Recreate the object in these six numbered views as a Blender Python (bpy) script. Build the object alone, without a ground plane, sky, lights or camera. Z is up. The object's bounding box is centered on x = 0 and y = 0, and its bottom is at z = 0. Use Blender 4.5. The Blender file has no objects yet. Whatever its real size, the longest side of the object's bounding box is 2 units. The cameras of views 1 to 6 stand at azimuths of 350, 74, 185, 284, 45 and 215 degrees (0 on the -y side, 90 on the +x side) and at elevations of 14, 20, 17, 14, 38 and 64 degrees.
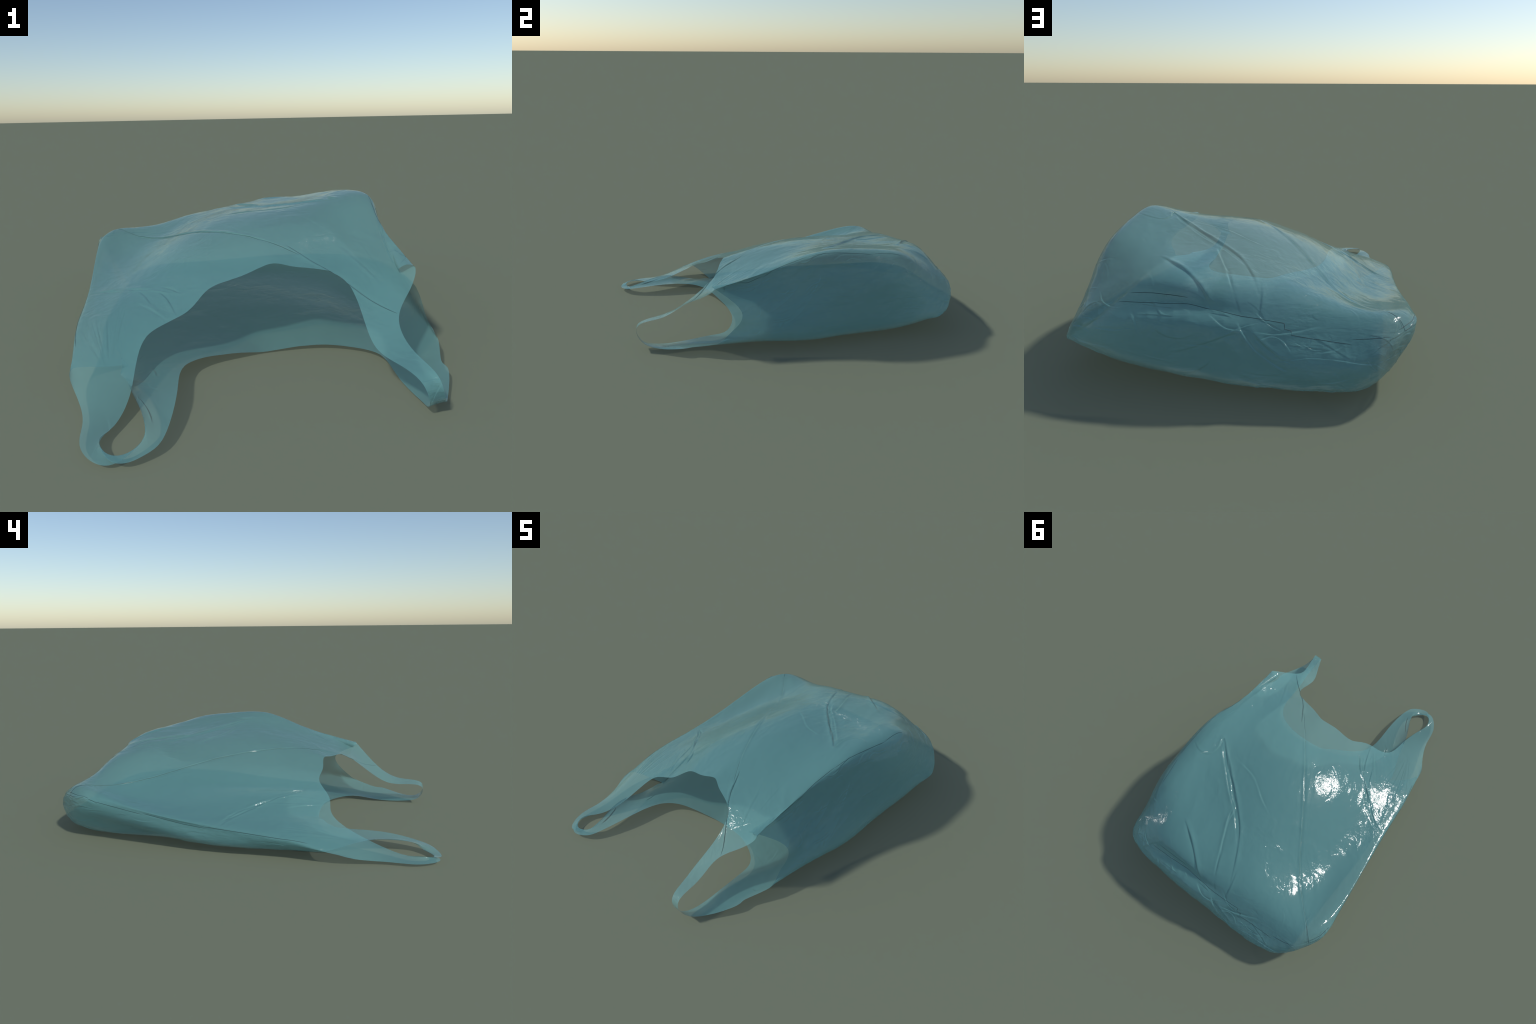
"""A thin blue plastic carrier bag lying on its side, mouth open towards -y.

The film is one smooth subdivision surface.  Its control cage is a tube of cross-sections
(rim of the mouth -> closed end), a closing grid for the base and two looped handle bands.
Fold lines, creases and crumples are then pressed into the dense film, and the film is
divided into panels, gussets, base and handles that share their border vertices."""
import bpy, math
import numpy as np
from mathutils import Vector, noise
from mathutils.bvhtree import BVHTree
from mathutils.kdtree import KDTree

# ------------------------------------------------------------------ control cage
# Each section runs round the tube: upper sheet (left to right), right wall (downwards),
# lower sheet (right to left), left wall (upwards).
SECTIONS = [
    {   # rim of the mouth
     'upper': [
         (-0.665, -0.583, 0.029), (-0.619, -0.534, 0.099), (-0.465, -0.441, 0.163), (-0.282, -0.468, 0.204),
         (-0.224, -0.354, 0.280), (-0.095, -0.395, 0.306), (0.021, -0.359, 0.361), (0.071, -0.415, 0.338),
         (0.266, -0.459, 0.338), (0.471, -0.426, 0.359), (0.522, -0.496, 0.368),
     ],
     'right_wall': [
         (0.375, -0.563, 0.347), (0.605, -0.324, 0.236), (0.568, -0.475, 0.111),
     ],
     'lower': [
         (0.614, -0.509, 0.072), (0.491, -0.516, 0.007), (0.393, -0.534, 0.029), (0.369, -0.428, 0.012),
         (0.213, -0.355, 0.021), (0.056, -0.350, 0.009), (-0.032, -0.354, 0.001), (-0.087, -0.386, 0.026),
         (-0.334, -0.460, 0.050), (-0.436, -0.415, 0.036), (-0.557, -0.378, -0.015),
     ],
     'left_wall': [
         (-0.475, -0.366, 0.011), (-0.592, -0.405, 0.018), (-0.708, -0.492, 0.082),
     ],
    },
    {   # section 1
     'upper': [
         (-0.712, -0.331, 0.123), (-0.662, -0.284, 0.139), (-0.533, -0.204, 0.184), (-0.409, -0.140, 0.250),
         (-0.289, -0.073, 0.326), (-0.144, -0.052, 0.379), (0.007, -0.061, 0.427), (0.150, -0.107, 0.447),
         (0.321, -0.160, 0.424), (0.474, -0.187, 0.438), (0.494, -0.198, 0.416),
     ],
     'right_wall': [
         (0.487, -0.200, 0.401), (0.533, -0.184, 0.255), (0.640, -0.250, 0.134),
     ],
     'lower': [
         (0.630, -0.271, 0.088), (0.566, -0.280, 0.042), (0.494, -0.267, 0.011), (0.414, -0.198, 0.027),
         (0.284, -0.136, 0.049), (0.134, -0.107, 0.031), (-0.014, -0.108, 0.017), (-0.162, -0.137, 0.020),
         (-0.323, -0.171, 0.026), (-0.454, -0.173, 0.020), (-0.551, -0.176, 0.008),
     ],
     'left_wall': [
         (-0.595, -0.194, 0.016), (-0.645, -0.235, 0.038), (-0.680, -0.291, 0.084),
     ],
    },
    {   # section 2
     'upper': [
         (-0.692, -0.068, 0.129), (-0.683, -0.011, 0.147), (-0.594, 0.077, 0.165), (-0.481, 0.172, 0.211),
         (-0.343, 0.240, 0.307), (-0.171, 0.275, 0.387), (0.010, 0.262, 0.436), (0.193, 0.209, 0.461),
         (0.358, 0.136, 0.501), (0.494, 0.068, 0.538), (0.546, 0.050, 0.550),
     ],
     'right_wall': [
         (0.582, 0.057, 0.496), (0.600, 0.045, 0.338), (0.665, 0.008, 0.167),
     ],
     'lower': [
         (0.690, -0.025, 0.070), (0.641, -0.024, 0.036), (0.579, 0.014, 0.008), (0.496, 0.068, -0.001),
         (0.356, 0.117, 0.026), (0.184, 0.147, 0.029), (0.001, 0.148, 0.021), (-0.175, 0.127, 0.015),
         (-0.326, 0.097, 0.015), (-0.453, 0.061, 0.015), (-0.551, 0.028, 0.014),
     ],
     'left_wall': [
         (-0.624, -0.007, 0.027), (-0.675, -0.044, 0.044), (-0.694, -0.072, 0.085),
     ],
    },
    {   # section 3
     'upper': [
         (-0.668, 0.198, 0.149), (-0.700, 0.271, 0.171), (-0.635, 0.365, 0.189), (-0.529, 0.460, 0.196),
         (-0.371, 0.516, 0.268), (-0.179, 0.546, 0.370), (0.023, 0.548, 0.417), (0.217, 0.515, 0.423),
         (0.376, 0.433, 0.461), (0.500, 0.354, 0.516), (0.577, 0.307, 0.503),
     ],
     'right_wall': [
         (0.596, 0.289, 0.459), (0.640, 0.267, 0.371), (0.654, 0.238, 0.223),
     ],
     'lower': [
         (0.674, 0.218, 0.116), (0.652, 0.231, 0.069), (0.605, 0.276, 0.032), (0.532, 0.328, -0.002),
         (0.391, 0.370, 0.005), (0.202, 0.393, 0.013), (-0.002, 0.391, 0.014), (-0.192, 0.369, 0.011),
         (-0.348, 0.332, 0.009), (-0.467, 0.283, 0.009), (-0.554, 0.233, 0.016),
     ],
     'left_wall': [
         (-0.627, 0.192, 0.029), (-0.679, 0.166, 0.058), (-0.690, 0.165, 0.101),
     ],
    },
    {   # section 4
     'upper': [
         (-0.686, 0.455, 0.199), (-0.692, 0.539, 0.229), (-0.644, 0.629, 0.251), (-0.552, 0.694, 0.253),
         (-0.388, 0.717, 0.299), (-0.193, 0.731, 0.374), (0.021, 0.761, 0.398), (0.213, 0.764, 0.440),
         (0.362, 0.683, 0.446), (0.466, 0.596, 0.480), (0.569, 0.557, 0.500),
     ],
     'right_wall': [
         (0.627, 0.524, 0.436), (0.651, 0.475, 0.339), (0.660, 0.445, 0.225),
     ],
     'lower': [
         (0.686, 0.439, 0.127), (0.674, 0.460, 0.068), (0.621, 0.508, 0.028), (0.538, 0.561, 0.004),
         (0.395, 0.602, 0.001), (0.195, 0.618, 0.004), (-0.021, 0.611, 0.006), (-0.222, 0.583, 0.007),
         (-0.385, 0.539, 0.007), (-0.497, 0.485, 0.000), (-0.554, 0.432, 0.023),
     ],
     'left_wall': [
         (-0.609, 0.391, 0.056), (-0.667, 0.378, 0.090), (-0.691, 0.399, 0.136),
     ],
    },
    {   # section 5
     'upper': [
         (-0.695, 0.663, 0.235), (-0.679, 0.741, 0.273), (-0.621, 0.826, 0.310), (-0.510, 0.845, 0.305),
         (-0.345, 0.837, 0.310), (-0.202, 0.834, 0.352), (-0.002, 0.876, 0.347), (0.204, 0.882, 0.397),
         (0.383, 0.842, 0.410), (0.476, 0.762, 0.372), (0.561, 0.720, 0.371),
     ],
     'right_wall': [
         (0.614, 0.685, 0.320), (0.654, 0.649, 0.243), (0.669, 0.625, 0.173),
     ],
     'lower': [
         (0.685, 0.619, 0.114), (0.663, 0.639, 0.083), (0.613, 0.690, 0.049), (0.520, 0.743, 0.024),
         (0.367, 0.784, 0.007), (0.163, 0.798, 0.002), (-0.057, 0.789, 0.001), (-0.261, 0.760, 0.003),
         (-0.426, 0.715, 0.004), (-0.532, 0.662, -0.001), (-0.574, 0.615, 0.036),
     ],
     'left_wall': [
         (-0.613, 0.585, 0.096), (-0.669, 0.584, 0.134), (-0.689, 0.607, 0.179),
     ],
    },
    {   # where the walls turn into the base
     'upper': [
         (-0.696, 0.768, 0.276), (-0.647, 0.838, 0.246), (-0.567, 0.930, 0.244), (-0.438, 0.930, 0.220),
         (-0.255, 0.941, 0.221), (-0.183, 0.903, 0.286), (-0.021, 0.899, 0.294), (0.197, 0.846, 0.326),
         (0.424, 0.873, 0.315), (0.543, 0.864, 0.312), (0.599, 0.833, 0.262),
     ],
     'right_wall': [
         (0.647, 0.839, 0.190), (0.687, 0.816, 0.137), (0.703, 0.781, 0.113),
     ],
     'lower': [
         (0.699, 0.739, 0.106), (0.665, 0.757, 0.105), (0.612, 0.810, 0.097), (0.493, 0.855, 0.082),
         (0.317, 0.891, 0.063), (0.108, 0.912, 0.036), (-0.108, 0.913, 0.013), (-0.303, 0.893, 0.006),
         (-0.460, 0.855, 0.001), (-0.558, 0.794, 0.022), (-0.609, 0.748, 0.073),
     ],
     'left_wall': [
         (-0.646, 0.774, 0.131), (-0.687, 0.783, 0.186), (-0.701, 0.779, 0.243),
     ],
    },
]

BASE_ROWS = [
    [
     (-0.608, 0.889, 0.192), (-0.525, 0.994, 0.168), (-0.392, 1.012, 0.160), (-0.229, 1.006, 0.172),
     (-0.115, 0.966, 0.229), (0.044, 0.974, 0.295), (0.259, 0.948, 0.317), (0.473, 0.926, 0.275),
     (0.599, 0.890, 0.246),
    ],
    [
     (-0.591, 0.895, 0.129), (-0.503, 0.987, 0.093), (-0.366, 1.007, 0.097), (-0.201, 1.006, 0.113),
     (-0.032, 0.979, 0.147), (0.157, 0.969, 0.193), (0.361, 0.955, 0.214), (0.530, 0.932, 0.205),
     (0.621, 0.873, 0.180),
    ],
    [
     (-0.575, 0.874, 0.066), (-0.484, 0.950, 0.026), (-0.340, 0.974, 0.039), (-0.160, 0.982, 0.053),
     (0.045, 0.980, 0.072), (0.258, 0.970, 0.098), (0.452, 0.932, 0.133), (0.593, 0.894, 0.155),
     (0.648, 0.831, 0.143),
    ],
]

HANDLE_BANDS = {
    'L': [   # outer edge, middle, inner edge; from the upper sheet round the grip to the lower sheet
        ((-0.606, -0.761, 0.014), (-0.543, -0.722, 0.031), (-0.474, -0.684, 0.044)),
        ((-0.631, -0.888, 0.014), (-0.580, -0.864, 0.013), (-0.533, -0.838, 0.012)),
        ((-0.534, -1.036, 0.013), (-0.554, -0.965, 0.029), (-0.574, -0.895, 0.045)),
        ((-0.444, -0.907, 0.014), (-0.483, -0.965, 0.014), (-0.523, -1.022, 0.013)),
        ((-0.426, -0.886, 0.056), (-0.425, -0.930, 0.040), (-0.423, -0.974, 0.025)),
        ((-0.495, -0.687, 0.089), (-0.438, -0.812, 0.063), (-0.383, -0.936, 0.036)),
        ((-0.496, -0.552, 0.029), (-0.417, -0.634, 0.051), (-0.337, -0.716, 0.072)),
    ],
    'R': [   # outer edge, middle, inner edge; from the upper sheet round the grip to the lower sheet
        ((0.462, -0.584, 0.290), (0.370, -0.599, 0.253), (0.275, -0.616, 0.214)),
        ((0.350, -0.672, 0.223), (0.308, -0.704, 0.182), (0.266, -0.735, 0.141)),
        ((0.372, -0.791, 0.143), (0.339, -0.815, 0.142), (0.307, -0.838, 0.140)),
        ((0.380, -0.976, 0.161), (0.357, -0.967, 0.146), (0.335, -0.960, 0.135)),
        ((0.419, -0.924, -0.002), (0.394, -0.929, 0.015), (0.368, -0.935, 0.029)),
        ((0.565, -0.682, 0.051), (0.476, -0.765, 0.028), (0.390, -0.844, 0.007)),
        ((0.519, -0.682, 0.039), (0.451, -0.680, 0.020), (0.380, -0.682, 0.003)),
    ],
}

# Folds: (depth mm, width mm, course of the fold over the film)
DARK_LINES = [
    # shade of the long fold, drawn as a dark tube on the upper sheet
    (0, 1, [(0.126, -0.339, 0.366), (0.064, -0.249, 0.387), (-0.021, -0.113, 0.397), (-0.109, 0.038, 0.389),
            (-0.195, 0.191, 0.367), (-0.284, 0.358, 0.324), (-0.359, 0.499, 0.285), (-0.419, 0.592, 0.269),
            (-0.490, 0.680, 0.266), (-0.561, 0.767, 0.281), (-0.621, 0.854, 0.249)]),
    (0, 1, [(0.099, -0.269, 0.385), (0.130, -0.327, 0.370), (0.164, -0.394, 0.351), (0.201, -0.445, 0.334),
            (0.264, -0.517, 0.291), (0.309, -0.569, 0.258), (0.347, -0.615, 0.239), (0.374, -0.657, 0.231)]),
    # added dark lines on the base, copying UV-seam artefacts
    (0, 1.1, [(0.427, 0.869, 0.323), (0.289, 0.877, 0.326), (0.156, 0.879, 0.328), (0.070, 0.893, 0.315),
            (-0.039, 0.905, 0.299), (-0.121, 0.907, 0.289), (-0.196, 0.905, 0.277), (-0.199, 0.920, 0.261),
            (-0.222, 0.920, 0.256), (-0.224, 0.932, 0.244), (-0.331, 0.931, 0.229), (-0.436, 0.937, 0.221)]),
    (0, 1.1, [(-0.440, 0.923, 0.233), (-0.507, 0.920, 0.237), (-0.576, 0.903, 0.237)]),
    (0, 1.1, [(0.381, 0.853, 0.355), (0.293, 0.860, 0.359), (0.218, 0.865, 0.355), (0.163, 0.870, 0.350)]),
    # dark line added over the corner
    (0, 1.1, [(-0.574, 0.778, 0.283), (-0.600, 0.813, 0.283), (-0.619, 0.835, 0.268), (-0.631, 0.849, 0.241),
            (-0.656, 0.819, 0.243), (-0.673, 0.785, 0.252)]),
    # added dark lines down both sides, again from UV-seam artefacts
    (0, 1.1, [(0.461, -0.464, 0.315), (0.489, -0.457, 0.366), (0.472, -0.331, 0.361),
            (0.487, -0.252, 0.397)]),
    (0, 1.1, [(0.488, -0.248, 0.390), (0.497, -0.212, 0.418), (0.498, -0.206, 0.425), (0.505, -0.127, 0.458),
            (0.525, -0.008, 0.499)]),
    (0, 1.1, [(0.528, -0.006, 0.499), (0.542, 0.092, 0.517), (0.557, 0.220, 0.513), (0.568, 0.365, 0.495)]),
    (0, 1.1, [(0.565, 0.380, 0.495), (0.558, 0.463, 0.488), (0.557, 0.514, 0.478), (0.560, 0.565, 0.461)]),
    (0, 1.1, [(-0.606, 0.867, 0.251), (-0.665, 0.786, 0.255), (-0.691, 0.665, 0.233), (-0.689, 0.542, 0.208),
            (-0.686, 0.426, 0.185)]),
    (0, 1.1, [(-0.686, 0.421, 0.190), (-0.682, 0.311, 0.167), (-0.681, 0.221, 0.150),
            (-0.683, 0.111, 0.137)]),
    (0, 1.1, [(-0.684, 0.102, 0.144), (-0.688, -0.050, 0.133), (-0.693, -0.215, 0.121),
            (-0.679, -0.389, 0.100)]),
]
BASE_FOLDS = [
    # fold over the base edge
    (-9, 8, [(0.325, 0.663, 0.443), (0.240, 0.729, 0.430), (0.183, 0.779, 0.416), (0.118, 0.846, 0.381),
            (0.059, 0.910, 0.305)]),
    # star of folds on the base
    (6, 6, [(-0.030, 0.927, 0.286), (-0.051, 0.952, 0.258), (-0.093, 0.972, 0.207), (-0.141, 0.986, 0.172),
            (-0.187, 0.996, 0.148), (-0.227, 1.001, 0.134)]),
    (-6, 6, [(-0.085, 0.950, 0.252), (-0.121, 0.964, 0.223), (-0.163, 0.979, 0.195), (-0.198, 0.991, 0.171)]),
    (4, 6, [(-0.051, 0.952, 0.258), (-0.001, 0.963, 0.248), (0.080, 0.970, 0.216), (0.146, 0.969, 0.191),
            (0.213, 0.965, 0.170)]),
    (4, 6, [(-0.085, 0.947, 0.257), (-0.170, 0.938, 0.249), (-0.261, 0.913, 0.255), (-0.329, 0.889, 0.266)]),
    (-4, 5, [(-0.051, 0.949, 0.263), (0.013, 0.951, 0.273), (0.077, 0.914, 0.304)]),
    # slack fold of the base
    (4, 6, [(0.389, 0.872, 0.326), (0.347, 0.932, 0.282), (0.327, 0.951, 0.228), (0.311, 0.954, 0.173)]),
    (4, 6, [(0.243, 0.940, 0.290), (0.280, 0.889, 0.318), (0.300, 0.873, 0.330)]),
    (-4, 6, [(0.249, 0.939, 0.289), (0.277, 0.953, 0.250), (0.309, 0.954, 0.211)]),
    (5, 7, [(0.052, 0.975, 0.157), (0.101, 0.972, 0.114), (0.154, 0.955, 0.083)]),
    # pleat over the base edge
    (-2.8, 7, [(0.043, 0.679, 0.406), (0.017, 0.778, 0.388), (-0.003, 0.843, 0.361), (-0.027, 0.884, 0.321),
            (-0.044, 0.905, 0.299)]),
    (-3, 7, [(-0.092, 0.740, 0.378), (-0.105, 0.821, 0.357), (-0.106, 0.880, 0.317), (-0.106, 0.903, 0.295)]),
    # corner fold
    (6, 7, [(0.364, 0.823, 0.392), (0.394, 0.850, 0.356), (0.434, 0.868, 0.323), (0.492, 0.905, 0.271),
            (0.561, 0.900, 0.224), (0.605, 0.878, 0.195)]),
    # long slack crease
    (4, 6, [(0.403, 0.166, 0.497), (0.306, 0.273, 0.470), (0.198, 0.390, 0.442), (0.103, 0.478, 0.426),
            (0.033, 0.567, 0.412), (-0.018, 0.634, 0.400)]),
    (3, 6, [(0.303, 0.190, 0.473), (0.206, 0.208, 0.456), (0.116, 0.240, 0.443), (0.005, 0.326, 0.423),
            (-0.096, 0.384, 0.397)]),
]
SHEET_FOLDS = [
    # long fold across the upper sheet
    (6, 4.5, [(0.126, -0.339, 0.366), (0.064, -0.249, 0.387), (-0.021, -0.113, 0.397),
            (-0.109, 0.038, 0.389), (-0.195, 0.191, 0.367), (-0.284, 0.358, 0.324), (-0.359, 0.499, 0.285),
            (-0.419, 0.592, 0.269), (-0.490, 0.680, 0.266), (-0.561, 0.767, 0.281), (-0.621, 0.854, 0.249)]),
    (5, 4.5, [(0.099, -0.269, 0.385), (0.130, -0.327, 0.370), (0.164, -0.394, 0.351), (0.201, -0.445, 0.334),
            (0.264, -0.517, 0.291), (0.309, -0.569, 0.258), (0.347, -0.615, 0.239), (0.374, -0.657, 0.231)]),
    # shoulder fold
    (-5, 7, [(0.409, 0.137, 0.498), (0.356, 0.192, 0.485), (0.293, 0.247, 0.469), (0.220, 0.327, 0.451),
            (0.138, 0.415, 0.434), (0.073, 0.481, 0.422), (0.025, 0.541, 0.412), (-0.022, 0.629, 0.400),
            (-0.065, 0.732, 0.384), (-0.106, 0.853, 0.339)]),
    # puckered branch
    (4, 6, [(0.285, 0.274, 0.465), (0.218, 0.341, 0.449), (0.168, 0.403, 0.438), (0.111, 0.452, 0.428),
            (0.103, 0.531, 0.422), (0.076, 0.620, 0.415), (0.048, 0.705, 0.405), (0.010, 0.807, 0.379),
            (-0.034, 0.903, 0.302)]),
    # pull by the handle
    (4, 6, [(-0.293, -0.339, 0.244), (-0.357, -0.276, 0.232), (-0.419, -0.193, 0.223),
            (-0.483, -0.100, 0.207), (-0.573, 0.001, 0.177), (-0.609, 0.024, 0.167), (-0.672, 0.038, 0.153)]),
    # kinked crease of the handle corner
    (2.8, 4, [(-0.254, -0.314, 0.270), (-0.304, -0.317, 0.245), (-0.346, -0.245, 0.245),
            (-0.406, -0.191, 0.229), (-0.472, -0.140, 0.208), (-0.509, -0.103, 0.196),
            (-0.510, -0.076, 0.197), (-0.572, -0.019, 0.176), (-0.617, 0.028, 0.165),
            (-0.684, 0.066, 0.147)]),
    # crease beside the mouth
    (4, 5, [(-0.683, 0.039, 0.147), (-0.589, -0.012, 0.171), (-0.504, -0.101, 0.198),
            (-0.425, -0.177, 0.224), (-0.379, -0.209, 0.238), (-0.343, -0.259, 0.243),
            (-0.309, -0.314, 0.244), (-0.266, -0.324, 0.262), (-0.220, -0.372, 0.270)]),
    (4, 5, [(-0.398, -0.205, 0.230), (-0.366, -0.287, 0.226), (-0.350, -0.342, 0.218),
            (-0.327, -0.449, 0.200)]),
    (-3, 6, [(-0.477, -0.235, 0.195), (-0.418, -0.334, 0.196), (-0.364, -0.441, 0.189)]),
    # crack in the handle
    (4, 4, [(-0.470, -0.750, 0.073), (-0.457, -0.747, 0.065), (-0.443, -0.778, 0.061),
            (-0.434, -0.802, 0.057), (-0.425, -0.836, 0.053), (-0.419, -0.868, 0.048)]),
    (4, 4, [(-0.426, -0.491, 0.039), (-0.413, -0.527, 0.044), (-0.408, -0.573, 0.048)]),
    # grip fold
    (4, 4, [(0.338, -0.931, 0.123), (0.358, -0.931, 0.128), (0.381, -0.934, 0.132)]),
    (4, 4, [(0.509, -0.580, 0.031), (0.542, -0.582, 0.045)]),
    # pucker on the upper sheet
    (5, 6, [(0.018, 0.553, 0.411), (0.100, 0.446, 0.428), (0.204, 0.338, 0.447), (0.299, 0.255, 0.469),
            (0.404, 0.137, 0.496), (0.399, 0.203, 0.495), (0.421, 0.270, 0.497), (0.487, 0.281, 0.513),
            (0.548, 0.240, 0.515)]),
    (4, 5, [(0.127, 0.443, 0.431), (0.112, 0.527, 0.424), (0.068, 0.646, 0.412), (0.027, 0.736, 0.398)]),
    # pucker beside the hem
    (4, 5, [(-0.655, 0.037, 0.157), (-0.558, -0.014, 0.182), (-0.478, -0.118, 0.208),
            (-0.403, -0.206, 0.228), (-0.320, -0.314, 0.239)]),
    (3, 5, [(-0.478, -0.118, 0.208), (-0.442, -0.213, 0.211), (-0.416, -0.305, 0.203)]),
]

N_UP, N_WALL = 11, 3
RING = 2 * N_UP + 2 * N_WALL          # 28 control points per section
LAST = len(SECTIONS) - 1
REGIONS = ['panel', 'panel.001', 'gusset', 'gusset.001', 'base', 'handle', 'handle.001']


def build_cage():
    verts, faces, region = [], [], []
    index = {}

    def put(key, co):
        index[key] = len(verts)
        verts.append(co)

    for r, sec in enumerate(SECTIONS):
        ring = sec['upper'] + sec['right_wall'] + sec['lower'] + sec['left_wall']
        for c, co in enumerate(ring):
            put(('ring', r, c), co)
    for i, row in enumerate(BASE_ROWS):
        for j, co in enumerate(row):
            put(('base', i, j + 1), co)
    for side, rows in HANDLE_BANDS.items():
        for r, row in enumerate(rows):
            for k, co in enumerate(row):
                put(('handle' + side, r, k), co)

    def quad(keys, reg):
        faces.append([index[k] for k in keys])
        region.append(reg)

    for r in range(LAST):
        for c in range(RING):
            d = (c + 1) % RING
            reg = 0 if c < 10 else 2 if c < 14 else 1 if c < 24 else 3
            quad([('ring', r, c), ('ring', r, d), ('ring', r + 1, d), ('ring', r + 1, c)], reg)

    def wall(i, j):
        if i == 0:
            return ('ring', LAST, j)
        if i == 4:
            return ('ring', LAST, 24 - j)
        if j == 0:
            return ('ring', LAST, RING - i)
        if j == 10:
            return ('ring', LAST, 10 + i)
        return ('base', i - 1, j)

    for i in range(4):
        for j in range(10):
            quad([wall(i, j), wall(i, j + 1), wall(i + 1, j + 1), wall(i + 1, j)], 4)

    joins = {'L': ([0, 1, 2], [24, 23, 22], 5), 'R': ([10, 9, 8], [14, 15, 16], 6)}
    for side, (top, bottom, reg) in joins.items():
        n = len(HANDLE_BANDS[side])

        def band(r, k):
            if r == 0:
                return ('ring', 0, top[k])
            if r == n + 1:
                return ('ring', 0, bottom[k])
            return ('handle' + side, r - 1, k)
        for r in range(n + 1):
            for k in range(2):
                q = [band(r, k), band(r, k + 1), band(r + 1, k + 1), band(r + 1, k)]
                quad(q if side == 'R' else q[::-1], reg)
    return verts, faces, region


def subdivided_film(levels):
    verts, faces, region = build_cage()
    me = bpy.data.meshes.new('film_cage')
    me.from_pydata(verts, [], faces)
    for p, reg in zip(me.polygons, region):
        p.material_index = reg
    for name in REGIONS:
        me.materials.append(bpy.data.materials.new('region_' + name))
    ob = bpy.data.objects.new('film_cage', me)
    bpy.context.scene.collection.objects.link(ob)
    sub = ob.modifiers.new('smooth', 'SUBSURF')
    sub.subdivision_type = 'CATMULL_CLARK'
    sub.levels = sub.render_levels = levels
    sub.boundary_smooth = 'ALL'
    dg = bpy.context.evaluated_depsgraph_get()
    dense = bpy.data.meshes.new_from_object(ob.evaluated_get(dg))
    bpy.data.objects.remove(ob)
    bpy.data.meshes.remove(me)
    return dense


# ------------------------------------------------------------------ relief of the film
def film_tree(mesh):
    return BVHTree.FromPolygons([v.co.copy() for v in mesh.vertices],
                                [tuple(p.vertices) for p in mesh.polygons])


def course_on_film(course, bvh, step, smooth):
    """Resample a fold line and lay it onto the film."""
    pts = [Vector(p) for p in course]
    path = []
    for k in range(len(pts) - 1):
        p1, p2 = pts[k], pts[k + 1]
        p0 = pts[k - 1] if k else p1 * 2 - p2
        p3 = pts[k + 2] if k + 2 < len(pts) else p2 * 2 - p1
        n = max(1, int((p2 - p1).length / step))
        for j in range(n):
            t = j / n
            if smooth:
                p = 0.5 * (2 * p1 + (p2 - p0) * t + (2 * p0 - 5 * p1 + 4 * p2 - p3) * t * t
                           + (3 * p1 - p0 - 3 * p2 + p3) * t ** 3)
            else:
                p = p1.lerp(p2, t)
            path.append(p)
    path.append(pts[-1])
    laid = [bvh.find_nearest(p)[:2] for p in path]
    return [h for h, _ in laid], [n for _, n in laid]


def slack_wrinkles(co, nrm, quads, reg, rng):
    """Short random folds: a fan on the base, streaks along the walls, gathers at the handle roots."""
    out = []

    def scatter(kind, count, length, depth, width, pull):
        pool = np.unique(quads[reg == kind])
        for _ in range(count):
            i = pool[rng.integers(len(pool))]
            p, n = Vector(co[i]), Vector(nrm[i])
            d = Vector(pull(p)) + Vector(rng.normal(0, 0.35, 3))
            d = (d - n * d.dot(n)).normalized()
            side = n.cross(d)
            ln = length * rng.uniform(0.4, 1.3)
            bend = rng.normal(0, 0.22) * ln
            pts = [p + d * (ln * (t - 0.5)) + side * (bend * (t - 0.5) ** 2 * 4) for t in (0, 0.33, 0.66, 1)]
            out.append((depth * rng.uniform(0.5, 1.2) * rng.choice((-1, 1)), width * rng.uniform(0.7, 1.3), pts))

    hub = Vector((-0.12, 0.97, 0.2))
    scatter(4, 120, 0.15, 2.6, 3.2, lambda p: (p - hub) * 3 + Vector((0.8, 0, 0)))
    scatter(2, 80, 0.13, 2.4, 3.2, lambda p: (0, 1, 0.35))
    scatter(3, 22, 0.12, 1.6, 3.5, lambda p: (0, 1, 0.1))
    scatter(1, 20, 0.14, 1.2, 4.0, lambda p: (0.5, 0.8, 0))
    scatter(0, 16, 0.12, 1.3, 3.5, lambda p: (-0.4, 1, 0))
    scatter(5, 12, 0.10, 0.9, 3.0, lambda p: (0.1, 1, 0))
    scatter(6, 12, 0.10, 0.9, 3.0, lambda p: (0.1, 1, 0))
    # gathers where the film is drawn together into the handles
    for root, target, count in (((-0.55, -0.30, 0.14), (-0.55, -0.62, 0.08), 9),
                                ((0.42, -0.28, 0.40), (0.40, -0.62, 0.27), 7)):
        root, target = Vector(root), Vector(target)
        for _ in range(count):
            a = root + Vector((rng.uniform(-0.16, 0.16), rng.uniform(-0.05, 0.12), 0))
            b = a.lerp(target, rng.uniform(0.5, 0.9))
            out.append((1.6 * rng.uniform(0.5, 1.2), 3.5, [a, a.lerp(b, 0.5), b]))
    return out


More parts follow.
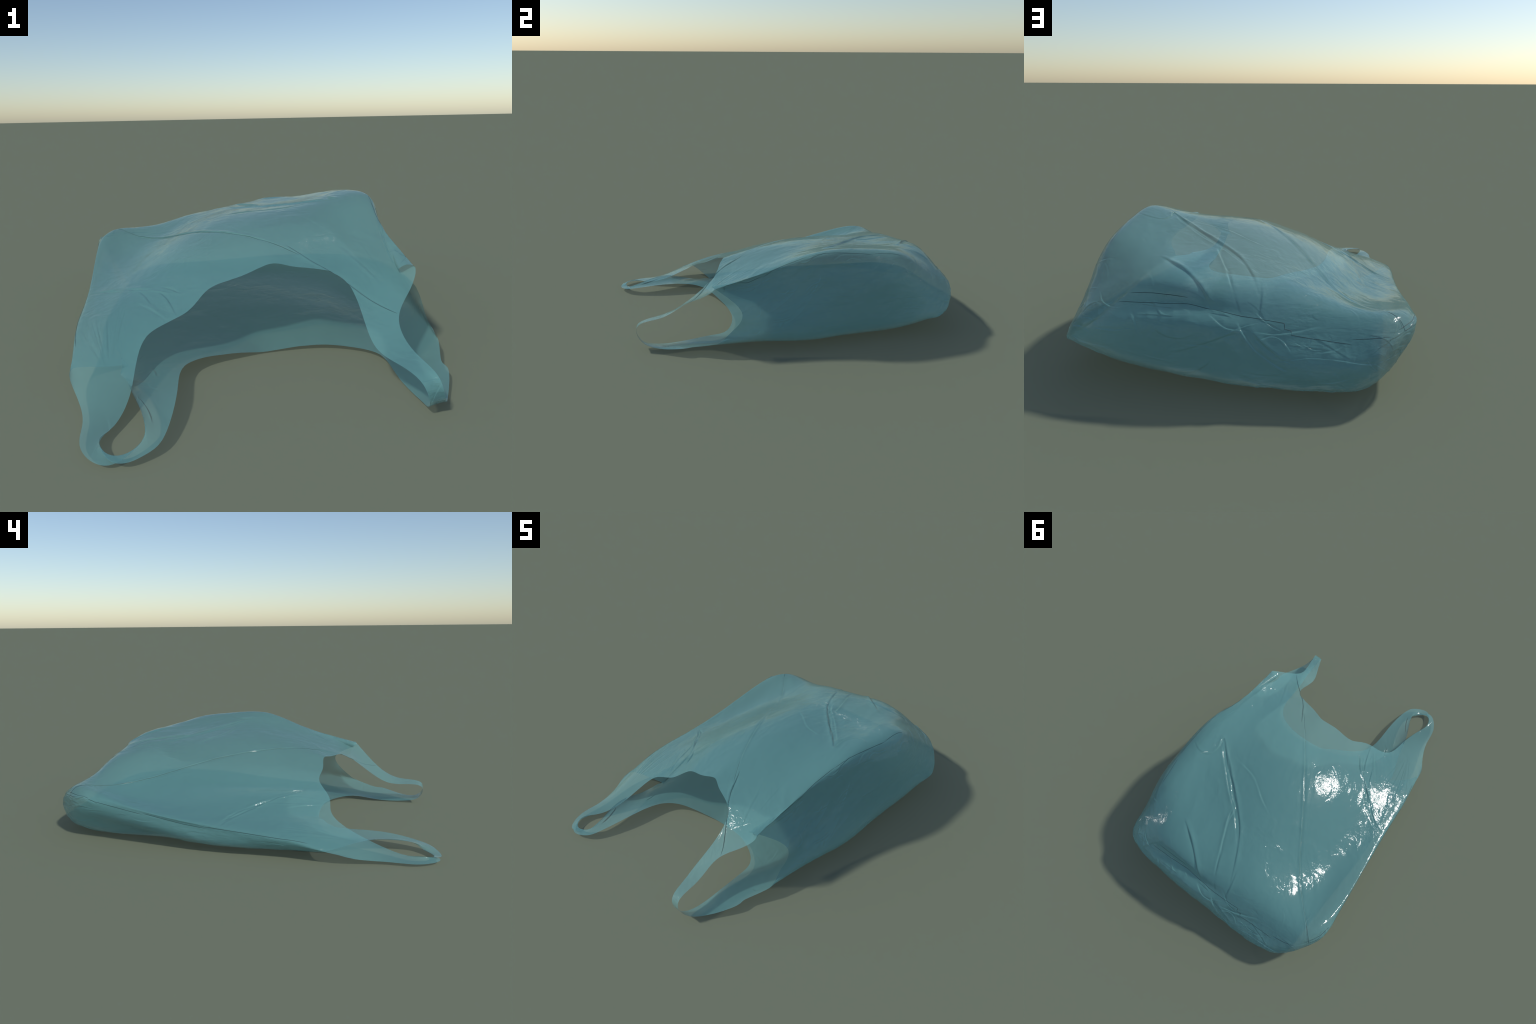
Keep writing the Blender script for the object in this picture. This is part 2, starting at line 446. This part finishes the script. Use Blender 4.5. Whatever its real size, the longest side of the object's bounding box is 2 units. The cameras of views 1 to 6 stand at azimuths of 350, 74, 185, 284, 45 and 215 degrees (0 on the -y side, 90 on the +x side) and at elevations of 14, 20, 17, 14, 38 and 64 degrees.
def crease_relief(co, folds, bvh):
    """Press every fold line into the film.  A fold is a small overlap: the film steps up
    sharply on one side of the line and runs out softly; grooves have a valley instead."""
    tree = KDTree(len(co))
    for i, p in enumerate(co.tolist()):
        tree.insert(p, i)
    tree.balance()
    h = np.zeros(len(co))
    for depth, width, course in folds:
        path, nor = course_on_film(course, bvh, 0.002, True)
        w = width / 1000.0
        near = {}
        for k, p in enumerate(path):
            for _, i, dist in tree.find_range(p, 5.0 * w):
                if i not in near or dist < near[i][0]:
                    near[i] = (dist, k)
        if not near:
            continue
        idx = np.array(list(near.keys()))
        dist = np.array([v[0] for v in near.values()])
        k = np.array([v[1] for v in near.values()])
        s = k / max(len(path) - 1, 1)
        P = np.array([tuple(p) for p in path])
        tang = np.gradient(P, axis=0)
        across = np.cross(tang, np.array([tuple(n) for n in nor]))
        side = np.sign(((co[idx] - P[k]) * across[k]).sum(1))
        fade = np.clip(np.minimum(s, 1 - s) / 0.22, 0, 1)
        wobble = 0.8 + 0.2 * np.sin(s * len(path) * 0.07 + depth)
        valley = -np.exp(-dist / (0.7 * w)) + 0.4 * np.exp(-(dist / (2.4 * w)) ** 2)
        step = np.tanh(side * dist / (0.4 * w)) * np.exp(-(dist / (2.4 * w)) ** 2)
        h[idx] += abs(depth) / 1000.0 * (0.7 * valley + 0.6 * math.copysign(1, depth) * step) * fade * wobble
    return h


def crumple_relief(co, reg_weight):
    """Slack crumples: ridged noise, stretched along the pull of the film."""
    h = np.empty(len(co))
    turb = noise.noise
    for i, (x, y, z) in enumerate(co.tolist()):
        warp = turb((x * 2.3, y * 2.3, z * 2.3 + 7.0))
        a = turb((x * 9.0 + 1.5 * warp, y * 3.2 - z * 3.0, z * 8.0 + 3.0 * warp))
        b = turb((x * 21.0 + y * 5.0, y * 9.0 + 2.0 * warp, z * 17.0 + 11.0))
        h[i] = 0.6 * (0.32 - abs(a)) + 0.28 * (0.25 - abs(b))
    return h * reg_weight


# ------------------------------------------------------------------ material
def film_material():
    m = bpy.data.materials.new('blue_plastic_film')
    m.use_nodes = True
    nt = m.node_tree
    N, Lk = nt.nodes, nt.links
    N.clear()
    out = N.new('ShaderNodeOutputMaterial')
    bsdf = N.new('ShaderNodeBsdfPrincipled')
    tc = N.new('ShaderNodeTexCoord')
    bsdf.inputs['Roughness'].default_value = 0.09
    bsdf.inputs['IOR'].default_value = 1.45
    bsdf.inputs['Alpha'].default_value = 0.55
    bsdf.inputs['Base Color'].default_value = (0.139, 0.335, 0.33, 1)
    # fine crinkle of thin film: long soft streaks plus a sharp small grain
    patch = N.new('ShaderNodeTexNoise')
    patch.inputs['Scale'].default_value = 3.2
    patch.inputs['Detail'].default_value = 2.0
    Lk.new(tc.outputs['Object'], patch.inputs['Vector'])
    slack = N.new('ShaderNodeMapRange')
    slack.inputs['From Min'].default_value = 0.38
    slack.inputs['From Max'].default_value = 0.68
    slack.inputs['To Min'].default_value = 0.25
    slack.inputs['To Max'].default_value = 1.0
    Lk.new(patch.outputs['Fac'], slack.inputs['Value'])

    def grain(scale, stretch, detail, rough, dist, strength, prev):
        mp = N.new('ShaderNodeMapping')
        mp.inputs['Scale'].default_value = stretch
        Lk.new(tc.outputs['Object'], mp.inputs['Vector'])
        tex = N.new('ShaderNodeTexNoise')
        tex.inputs['Scale'].default_value = scale
        tex.inputs['Detail'].default_value = detail
        tex.inputs['Roughness'].default_value = rough
        tex.inputs['Distortion'].default_value = 0.6
        Lk.new(mp.outputs[0], tex.inputs['Vector'])
        b = N.new('ShaderNodeBump')
        b.inputs['Distance'].default_value = dist
        amount = N.new('ShaderNodeMath')
        amount.operation = 'MULTIPLY'
        amount.inputs[1].default_value = strength
        Lk.new(slack.outputs[0], amount.inputs[0])
        Lk.new(amount.outputs[0], b.inputs['Strength'])
        Lk.new(tex.outputs['Fac'], b.inputs['Height'])
        if prev:
            Lk.new(prev.outputs[0], b.inputs['Normal'])
        return b
    b1 = grain(16.0, (0.55, 0.6, 2.2), 5.0, 0.6, 0.010, 0.75, None)
    b2 = grain(60.0, (1.0, 0.7, 1.0), 2.0, 0.5, 0.0018, 0.6, b1)
    Lk.new(b2.outputs[0], bsdf.inputs['Normal'])
    Lk.new(bsdf.outputs[0], out.inputs[0])
    return m


def dark_line_material():
    m = bpy.data.materials.new('dark_line_tint')
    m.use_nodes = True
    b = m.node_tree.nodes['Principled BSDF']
    b.inputs['Base Color'].default_value = (0.035, 0.075, 0.08, 1)  # dark colour standing in for artefact lines and fold shade
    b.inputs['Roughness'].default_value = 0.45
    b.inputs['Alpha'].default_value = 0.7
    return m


def add_dark_lines(dense, root):
    """Added dark tubes: UV-seam artefacts drawn as lines, and shade of the long fold."""
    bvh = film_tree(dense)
    mat = dark_line_material()
    for _, width, course in DARK_LINES:
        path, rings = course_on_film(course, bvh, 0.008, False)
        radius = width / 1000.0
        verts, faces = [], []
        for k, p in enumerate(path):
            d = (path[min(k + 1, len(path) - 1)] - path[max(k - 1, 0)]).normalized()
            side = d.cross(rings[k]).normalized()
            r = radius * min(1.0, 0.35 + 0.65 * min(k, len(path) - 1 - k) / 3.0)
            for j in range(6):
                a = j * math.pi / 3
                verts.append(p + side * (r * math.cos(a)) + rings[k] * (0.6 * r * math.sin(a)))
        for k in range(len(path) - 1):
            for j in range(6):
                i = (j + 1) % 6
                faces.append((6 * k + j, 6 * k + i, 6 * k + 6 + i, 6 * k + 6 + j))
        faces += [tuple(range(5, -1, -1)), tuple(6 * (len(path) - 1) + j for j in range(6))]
        me = bpy.data.meshes.new('added_dark_line')
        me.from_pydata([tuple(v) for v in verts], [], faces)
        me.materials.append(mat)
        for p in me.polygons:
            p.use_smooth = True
        ob = bpy.data.objects.new('added_dark_line', me)
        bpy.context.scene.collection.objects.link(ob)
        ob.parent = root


def main():
    dense = subdivided_film(6)
    nv = len(dense.vertices)
    co = np.empty(nv * 3)
    dense.vertices.foreach_get('co', co)
    co = co.reshape(-1, 3)
    nrm = np.empty(nv * 3)
    dense.vertex_normals.foreach_get('vector', nrm)
    nrm = nrm.reshape(-1, 3)

    loops = np.empty(len(dense.loops), int)
    dense.loops.foreach_get('vertex_index', loops)
    quads = loops.reshape(-1, 4)
    reg = np.empty(len(dense.polygons), int)
    dense.polygons.foreach_get('material_index', reg)

    # crumples are strongest on the slack base and walls, weakest on the taut upper sheet
    weight = np.zeros(nv)
    for k, amount in enumerate((0.0035, 0.003, 0.008, 0.006, 0.010, 0.002, 0.002)):
        own = np.unique(quads[reg == k])
        weight[own] = np.maximum(weight[own], amount)
    for _ in range(28):                        # blend the regions into each other
        mean = weight[quads].mean(1)
        acc = np.zeros(nv)
        cnt = np.zeros(nv)
        for c in range(4):
            np.add.at(acc, quads[:, c], mean)
            np.add.at(cnt, quads[:, c], 1)
        weight = acc / np.maximum(cnt, 1)
    folds = BASE_FOLDS + SHEET_FOLDS + slack_wrinkles(co, nrm, quads, reg, np.random.default_rng(12))
    co = co + nrm * (crease_relief(co, folds, film_tree(dense)) + crumple_relief(co, weight))[:, None]
    co[:, 2] = np.maximum(co[:, 2], 0.0015)
    dense.vertices.foreach_set('co', co.ravel())
    dense.update()
    nrm = np.empty(nv * 3)
    dense.vertex_normals.foreach_get('vector', nrm)
    nrm = nrm.reshape(-1, 3)

    root = bpy.data.objects.new('plastic_bag', None)
    bpy.context.scene.collection.objects.link(root)
    root['label'] = 'crumpled translucent blue plastic carrier bag with two handles'
    root['category'] = 'plastic bag'
    mat = film_material()
    for k, name in enumerate(REGIONS):
        q = quads[reg == k]
        used = np.unique(q)
        remap = np.zeros(nv, int)
        remap[used] = np.arange(len(used))
        me = bpy.data.meshes.new(name)
        me.from_pydata(co[used].tolist(), [], remap[q].tolist())
        me.materials.append(mat)
        for p in me.polygons:
            p.use_smooth = True
        me.normals_split_custom_set_from_vertices(nrm[used].tolist())
        ob = bpy.data.objects.new(name, me)
        bpy.context.scene.collection.objects.link(ob)
        ob.parent = root
    add_dark_lines(dense, root)
    bpy.data.meshes.remove(dense)
    for m in list(bpy.data.materials):
        if m.name.startswith('region_'):
            bpy.data.materials.remove(m)


main()
